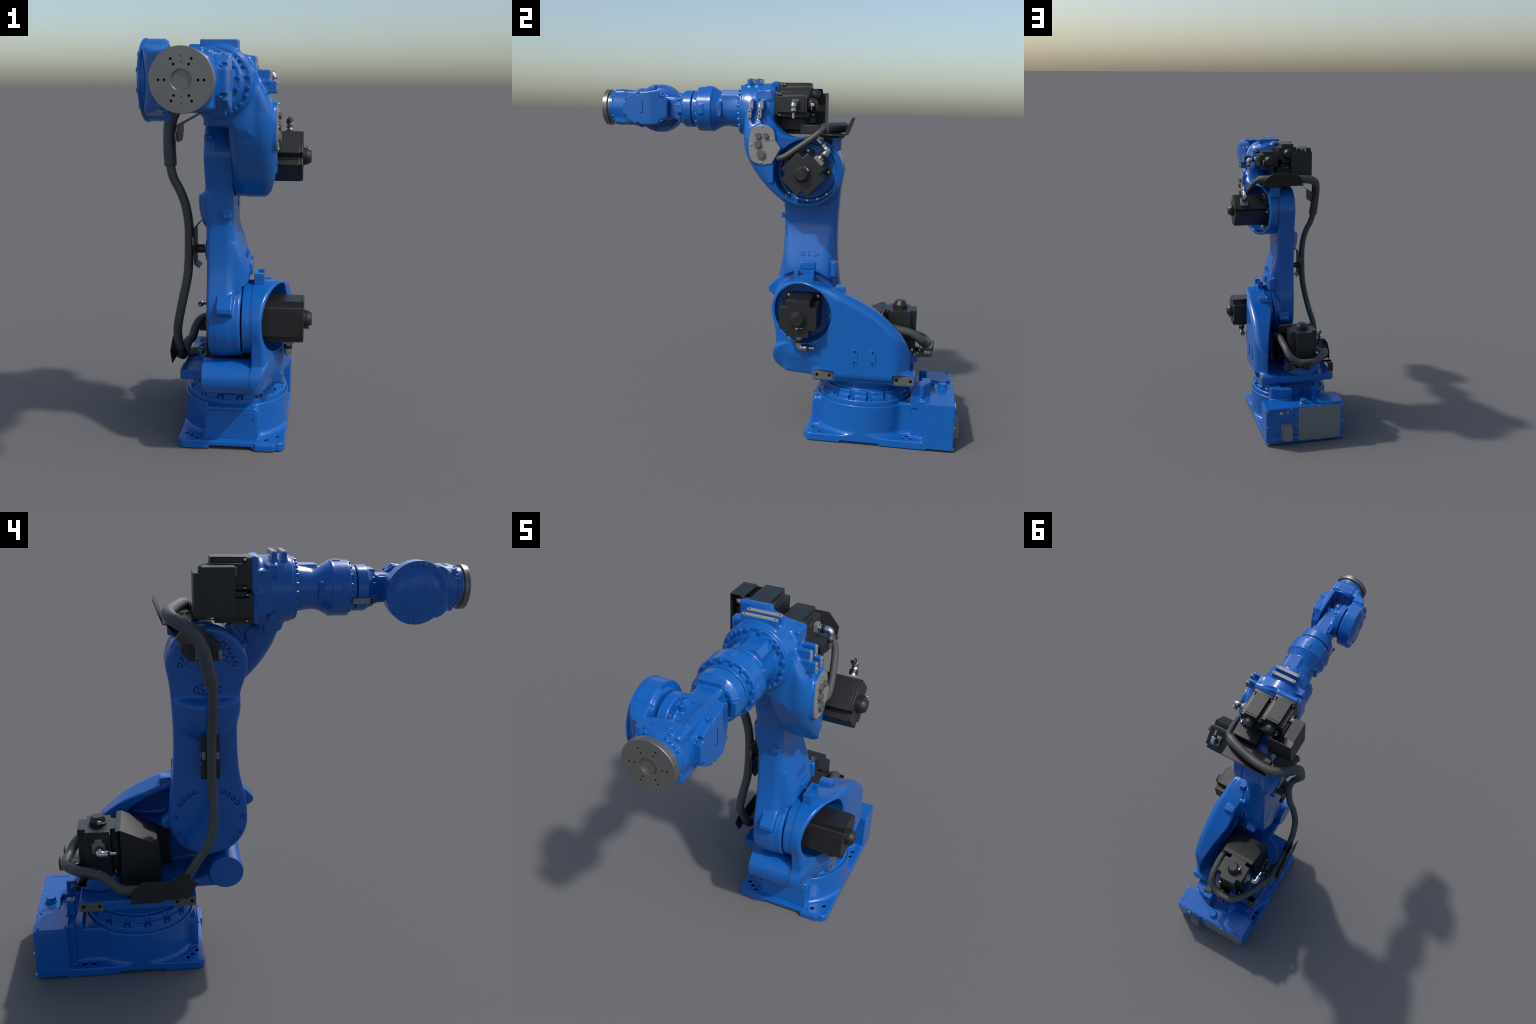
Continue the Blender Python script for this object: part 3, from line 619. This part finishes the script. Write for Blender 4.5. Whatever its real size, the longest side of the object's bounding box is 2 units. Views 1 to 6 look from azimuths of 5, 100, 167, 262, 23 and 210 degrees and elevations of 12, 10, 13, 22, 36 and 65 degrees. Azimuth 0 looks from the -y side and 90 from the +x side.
# ================================================================== MOTORS
def cross_square(h, n, r=0.0):
    """square section with notched corners."""
    P = []
    for sx, sy in ((1,1),(-1,1),(-1,-1),(1,-1)):
        a, b, c = (sx*h, sy*(h-n)), (sx*(h-n*0.75), sy*(h-n*0.75)), (sx*(h-n), sy*h)
        m1 = (sx*(h-n*0.85), sy*(h-n)); m2 = (sx*(h-n), sy*(h-n*0.85))
        P += [a, m1, m2, c] if sx*sy > 0 else [c, m2, m1, a]
    return P
MM = {}
def place(ob, M): ob.matrix_local = M; MM[ob.name] = M
def motor(base, out, up, length, h, notch, cap_h, cap_r, spin=0, connector=None, fl_t=0.02):
    """servo motor: local z runs out from its mounting face; returns the body."""
    z = Vector(out).normalized(); x = Vector(up).normalized(); y = z.cross(x)
    M = Matrix.Translation(Vector(base)) @ Matrix((x,y,z)).transposed().to_4x4()
    P = cross_square(h, notch)
    bd = link("servo_motor", prism_mesh(P, 'z', fl_t*0.8, length-0.012, 0.0018, "servo_motor", 2), BLACK); place(bd, M)
    e = link("motor_end_plate", prism_mesh(cross_square(h*0.995, notch*1.05), 'z', length-0.0115, length, 0.0016, "motor_end_plate", 2), BLACK, bd)
    f = link("motor_flange", prism_mesh(rrect(-h,h,-h,h,notch*0.55), 'z', 0.0, fl_t, 0.002, "motor_flange", 2), BLACK, bd)
    for sx in (1,-1):
        for sy in (1,-1):
            q = h-notch*0.5
            bolt((sx*q, sy*q, fl_t), (0,0,1), notch*0.24, 0.010, STEEL, bd, "motor_screw", hexed=True)
    c = cap_r
    lathe("motor_cap", [(length-0.002,0),(length-0.002,c*1.08),(length+cap_h*0.30,c*1.08),(length+cap_h*0.32,c),(length+cap_h*0.5,c),(length+cap_h*0.96,c*0.74),(length+cap_h,c*0.70),(length+cap_h,0)], 'z', (0,0), BLACK, bd, 40, 25)
    s = link("cap_plug", prism_mesh([(-c*0.32,0),(c*0.32,0),(c*0.32,c*1.18),(-c*0.32,c*1.18)], 'z', length, length+cap_h*0.62, 0.002, "cap_plug", 2), BLACK, bd)
    s.matrix_local = Matrix.Rotation(math.radians(spin), 4, 'Z')
    for nm, PP, z0, z1 in (("plug_clip", [(-c*0.2,c*1.02),(c*0.2,c*1.02),(c*0.2,c*1.28),(-c*0.2,c*1.28)], length+cap_h*0.35, length+cap_h*0.78),):
        s2 = link(nm, prism_mesh(PP, 'z', z0, z1, 0.0015, nm, 2), STEEL, bd); s2.matrix_local = Matrix.Rotation(math.radians(spin), 4, 'Z')
    s3 = rod("plug_clip", 'x', (c*1.12, length+cap_h*0.45), c*0.07, -c*0.75, c*0.2, STEEL, bd, 0.0004, 10); s3.matrix_local = Matrix.Rotation(math.radians(spin), 4, 'Z')
    return bd
def connector(base, d1, d2, s=1.0, parent=None, plate=True, wide=(0.030,0.022)):
    """elbowed cable connector: d1 away from the motor, d2 after the elbow."""
    z = Vector(d1).normalized(); x = Vector(d2).normalized(); y = z.cross(x)
    M = Matrix.Translation(Vector(base)) @ Matrix((x,y,z)).transposed().to_4x4()
    inv = MM[parent.name].inverted() if parent is not None else Matrix()
    def put(ob): ob.matrix_local = inv @ M
    if plate:
        ob = link("connector_base", prism_mesh(rrect(-wide[0]*s,wide[0]*s*0.75,-wide[1]*s,wide[1]*s,0.002), 'z', -0.004, 0.016*s, 0.0015, "connector_base"), PANEL, parent); put(ob)
    ob = lathe("cable_connector", [(0.012*s,0),(0.012*s,0.016*s),(0.024*s,0.016*s),(0.026*s,0.0145*s),(0.030*s,0.0145*s),(0.030*s,0)], 'z', (0,0), STEEL, parent, 28); put(ob)
    ob = lathe("connector_nut", [(0.028*s,0),(0.028*s,0.0175*s),(0.042*s,0.0175*s),(0.043*s,0.016*s),(0.043*s,0)], 'z', (0,0), BLACK, parent, 20); put(ob)
    path = [(0,0,0.040*s),(0,0,0.052*s),(0.003*s,0,0.062*s),(0.012*s,0,0.066*s),(0.030*s,0,0.066*s)]
    ob = sweep("connector_elbow", path, lambda t: (0.0145 if t < 0.8 else 0.012)*s, STEEL, parent, 20, 0.003*s); put(ob)
    ob = lathe("cable_connector", [(0.026*s,0),(0.026*s,0.0145*s),(0.036*s,0.0145*s),(0.038*s,0.012*s),(0.038*s,0)], 'x', (0,0.066*s), STEEL, parent, 24); put(ob)
    ob = lathe("connector_nut", [(0.038*s,0),(0.038*s,0.013*s),(0.047*s,0.013*s),(0.047*s,0)], 'x', (0,0.066*s), BLACK, parent, 20); put(ob)
    ob = lathe("cable_stub", [(0.045*s,0),(0.045*s,0.0065*s),(0.072*s,0.0065*s),(0.072*s,0)], 'x', (0,0.066*s), STEEL, parent, 20); put(ob)

# shoulder motor (sticks out to +x)
m2 = motor((0.074,YJ-0.003,0.690), (1,0,0), (0,0,1), 0.229, 0.0965, 0.036, 0.037, 0.038, 90)
connector((0.232,YJ-0.003,0.5945), (0,0,-1), (0,1,0), 1.14, m2)
# elbow motor, turned 45 degrees
m3 = motor((0.042,YJ-0.002,1.432), (1,0,0), (0,0.7071,0.7071), 0.246, 0.0945, 0.036, 0.036, 0.036, -95)
q = 0.7071*0.094
connector((0.222,YJ+q,1.432+q), (0,0.7071,0.7071), (0,-0.7071,0.7071), 1.10, m3)
for s_ in (1,):
    b_ = link("motor_flange_ear", prism_mesh(rrect(-0.03,0.03,0.085,0.125,0.01),'z',0.0,0.03,0.002,"motor_flange_ear"), BLACK, m3)
    b_ = link("motor_flange_ear", prism_mesh(rrect(0.085,0.125,-0.04,0.04,0.01),'z',0.0,0.03,0.002,"motor_flange_ear"), BLACK, m3)
# base motor, upright
m1 = motor((-0.090,0.660,0.452), (0,0,1), (0,1,0), 0.236, 0.0915, 0.034, 0.042, 0.037, 10)
connector((-0.178,0.652,0.612), (-1,0,0), (0,-1,0), 1.08, m1)
block("connector_base", -0.196, -0.178, 0.640, 0.672, 0.615, 0.655, PANEL, m1).matrix_local = MM[m1.name].inverted()
lathe("motor_seat", [(0.40,0),(0.40,0.118),(0.458,0.118),(0.462,0.114),(0.462,0)], 'z', (-0.090,0.660), BLUE, None, 64)
# wrist motors at the back of the elbow casting
mR = motor((0.026,-0.034,1.778), (0,1,0), (0,0,1), 0.168, 0.0655, 0.024, 0.046, 0.036, 0)
connector((0.092,0.074,1.782), (1,0,0), (0,0,-1), 1.03, mR, wide=(0.020,0.016))
mB = motor((-0.112,-0.034,1.827), (0,1,0), (0,0,1), 0.167, 0.0675, 0.024, 0.046, 0.036, 170)
connector((-0.178,0.050,1.840), (-1,0,0), (0,1,0), 0.95, mB, wide=(0.024,0.018))
mT = motor((-0.112,-0.045,1.688), (0,1,0), (0,0,1), 0.160, 0.0655, 0.024, 0.044, 0.034, -90)

# ================================================================== SHEET METAL GUARDS
g = prism("motor_guard", [(0.041,1.668),(0.2055,1.668),(0.2055,1.845),(0.176,1.845),(0.172,1.867),(0.041,1.867)], 'x', -0.273, -0.2705, SHEET, None, 0.0006)
prism("guard_back", [(-0.273,1.668),(-0.125,1.668),(-0.125,1.822),(-0.148,1.845),(-0.273,1.845)], 'y', 0.205, 0.208, SHEET, g, 0.0006)
prism("guard_top", rrect(-0.273,-0.208,0.041,0.173,0.006), 'z', 1.865, 1.868, SHEET, g, 0.0006)
# hood over the base gearbox, in front of the base motor
h1 = sheet("gearbox_hood", [(0.578,0.640),(0.578,0.688),(0.556,0.690),(0.385,0.608),(0.378,0.395)], 'x', -0.185, 0.036, 0.004, SHEET)
prism("hood_side", [(0.560,0.389),(0.556,0.688),(0.386,0.606),(0.380,0.389)], 'x', -0.187, -0.183, SHEET, h1, 0.0008)
prism("hood_side", [(0.560,0.389),(0.556,0.688),(0.386,0.606),(0.330,0.58),(0.330,0.389)], 'x', 0.034, 0.038, SHEET, h1, 0.0008)
prism("hood_foot", rrect(-0.214,-0.184,0.395,0.545,0.003), 'z', 0.3895, 0.3935, SHEET, h1, 0.0008)
for yy in (0.41,0.425,0.445,0.475,0.495,0.53): bolt((-0.200,yy,0.3935), (0,0,1), 0.005, 0.005, STEEL, h1, "panel_screw")
# hose guide beside the base
hg = prism("hose_guide", [(0.519,0.396),(0.519,0.452),(0.465,0.504),(0.328,0.503),(0.296,0.540),(0.214,0.487),(0.257,0.410),(0.392,0.404),(0.394,0.396)], 'x', -0.3375, -0.3335, SHEET, None, 0.0008)
prism("guide_arm", [(-0.216,0.528),(-0.216,0.455),(-0.27,0.412),(-0.335,0.372),(-0.335,0.49),(-0.275,0.533)], 'z', 0.396, 0.400, SHEET, hg, 0.0008)
for bx, by in ((-0.228,0.515),(-0.230,0.470),(-0.262,0.515)): bolt((bx,by,0.400), (0,0,1), 0.006, 0.005, STEEL, hg, "panel_screw")
sweep("hose_clamp", [(-0.2935,0.315,0.437),(-0.293,0.30,0.446),(-0.295,0.275,0.475),(-0.296,0.262,0.497)], 0.0262, SHEET, hg, 20)
# hooks that carry the hose behind the base motor
hk = sheet("hose_hook", [(0.755,0.462),(0.835,0.462),(0.838,0.466),(0.838,0.512)], 'x', 0.012, 0.055, 0.004, SHEET)
sheet("hook_lip", [(0.79,0.462),(0.846,0.462),(0.849,0.466),(0.849,0.515)], 'x', -0.105, -0.062, 0.004, SHEET, hk)
prism("hook_plate", [(0.055,0.74),(0.055,0.80),(-0.105,0.80),(-0.105,0.745)], 'z', 0.458, 0.462, SHEET, hk, 0.0008)
for bx, by in ((-0.0,0.765),(-0.055,0.775),(0.03,0.75)): bolt((bx,by,0.462), (0,0,1), 0.006, 0.005, STEEL, hk, "panel_screw")
sheet("hook_lip", [(0.715,0.470),(0.775,0.470),(0.782,0.462),(0.782,0.410)], 'x', -0.283, -0.245, 0.004, SHEET, hk)
prism("hook_plate", [(-0.12,0.70),(-0.245,0.715),(-0.283,0.715),(-0.283,0.75),(-0.12,0.75)], 'z', 0.468, 0.472, SHEET, hk, 0.0008)
# arm-side hose bracket
rod("bracket_post", 'x', (0.146,1.008), 0.0195, -0.188, -0.12, BLACK)
pl = lathe("post_flange", [(-0.12,0),(-0.12,0.053),(-0.141,0.053),(-0.143,0.051),(-0.143,0)], 'x', (0.146,1.008), BLUE, lower_arm, 48)
bolt_ring('x', -0.143, (0.146,1.008), 0.042, [30,90,150,210,270,330], -1, R=0.0045, H=0.004, mat=STEEL, parent=lower_arm, name="panel_screw")
hb = sheet("hose_bracket", [(-0.170,1.135),(-0.194,1.108),(-0.194,0.945),(-0.172,0.928)], 'y', 0.100, 0.185, 0.006, SHEET)
for yy in (0.104, 0.164): block("clamp_tab", -0.204, -0.197, yy, yy+0.017, 1.030, 1.066, PANEL, hb, 0.001)
for yy in (0.1125, 0.1725): bolt((-0.204,yy,1.058), (-1,0,0), 0.003, 0.003, STEEL, hb, "panel_screw")
# elbow hose tray
tr = prism("hose_tray", [(0.112,0.180),(0.112,0.335),(-0.172,0.335),(-0.205,0.270),(-0.150,0.215),(-0.04,0.205),(0.06,0.17)], 'z', 1.622, 1.626, SHEET, None, 0.0008)
M_ = prism_mesh([(0.105,0.0),(0.105,0.045),(0.048,0.098),(-0.118,0.098),(-0.168,0.050),(-0.168,0.0)], 'z', -0.002, 0.002, 0.0008, "tray_lip")
lip = link("tray_lip", M_, SHEET, tr); orient(lip, (0,0.333,1.626), (1,0,0), (0,0.40,0.98))
block("tray_box", -0.045, 0.112, 0.105, 0.205, 1.6275, 1.676, SHEET, tr, 0.004)
for bx, by in ((0.085,0.225),(0.07,0.228),(0.055,0.232)): bolt((bx,by,1.626), (0,0,1), 0.005, 0.004, STEEL, tr, "panel_screw")
prism("tray_stay", [(0.262,1.563),(0.262,1.532),(0.224,1.490),(0.109,1.490),(0.100,1.500),(0.100,1.566)], 'x', -0.2665, -0.2625, SHEET, tr, 0.0008)
sq = [(-0.168,0.318,1.622),(-0.168,0.185,1.622),(-0.2645,0.100,1.566),(-0.2645,0.262,1.563)]
nq = Vector((0.5,0,0.87))*0.004
link("tray_stay", mesh_from([Vector(p) for p in sq]+[Vector(p)-nq for p in sq], [(0,1,2,3),(7,6,5,4),(0,4,5,1),(1,5,6,2),(2,6,7,3),(3,7,4,0)], "tray_stay", 20), SHEET, tr)
for yy in (0.095, 0.190): block("clamp_tab", -0.2745, -0.2665, yy, yy+0.015, 1.498, 1.536, PANEL, tr, 0.001)
block("tray_foot", -0.03, 0.03, 0.22, 0.30, 1.596, 1.622, SHEET, tr, 0.002)
block("tray_clamp", -0.165, -0.125, 0.235, 0.262, 1.6265, 1.640, SHEET, tr, 0.002)

# ================================================================== CABLE HOSE
lowp = [(0.05,0.46,0.58),(0.046,0.52,0.602),(0.043,0.584,0.607),(0.041,0.654,0.597),(0.036,0.726,0.580),(0.02,0.778,0.544),(-0.029,0.806,0.508),(-0.091,0.817,0.502),(-0.151,0.804,0.503),(-0.182,0.779,0.506),(-0.206,0.754,0.508),(-0.222,0.728,0.511),(-0.240,0.694,0.514),(-0.255,0.666,0.513),(-0.267,0.635,0.503),(-0.279,0.602,0.478),(-0.286,0.565,0.448),(-0.293,0.527,0.443),(-0.297,0.495,0.444),(-0.298,0.435,0.432),(-0.296,0.362,0.427),(-0.293,0.30,0.446)]
upp = [(-0.297,0.248,0.520),(-0.297,0.212,0.580),(-0.282,0.159,0.655),(-0.255,0.135,0.771),(-0.233,0.137,0.876),(-0.226,0.14,0.958),(-0.224,0.14,1.02),(-0.224,0.139,1.119),(-0.237,0.135,1.207),(-0.26,0.133,1.273),(-0.289,0.134,1.329),(-0.303,0.140,1.385),(-0.309,0.155,1.454),(-0.311,0.166,1.51),(-0.311,0.180,1.556),(-0.304,0.206,1.600),(-0.288,0.240,1.632),(-0.256,0.275,1.652),(-0.208,0.301,1.662),(-0.13,0.306,1.665),(-0.053,0.291,1.663),(0.013,0.273,1.663),(0.076,0.251,1.662),(0.114,0.230,1.658)]
thin = [(0.137,0.212,1.641),(0.15,0.184,1.618),(0.164,0.133,1.58),(0.176,0.083,1.544),(0.182,0.04,1.515),(0.178,0.012,1.505),(0.160,-0.005,1.506),(0.13,-0.012,1.51)]
hose = sweep("cable_hose", lowp+upp, lambda s: 0.0235 if s < 0.33 else max(0.0208, 0.0235-(s-0.33)*0.04), RUBBER)
sweep("hose_sleeve", upp[11:], 0.0285, SLEEVE, hose, 28)
sweep("thin_cable", [upp[-2], upp[-1]]+thin, 0.0158, RUBBER, hose, 20)
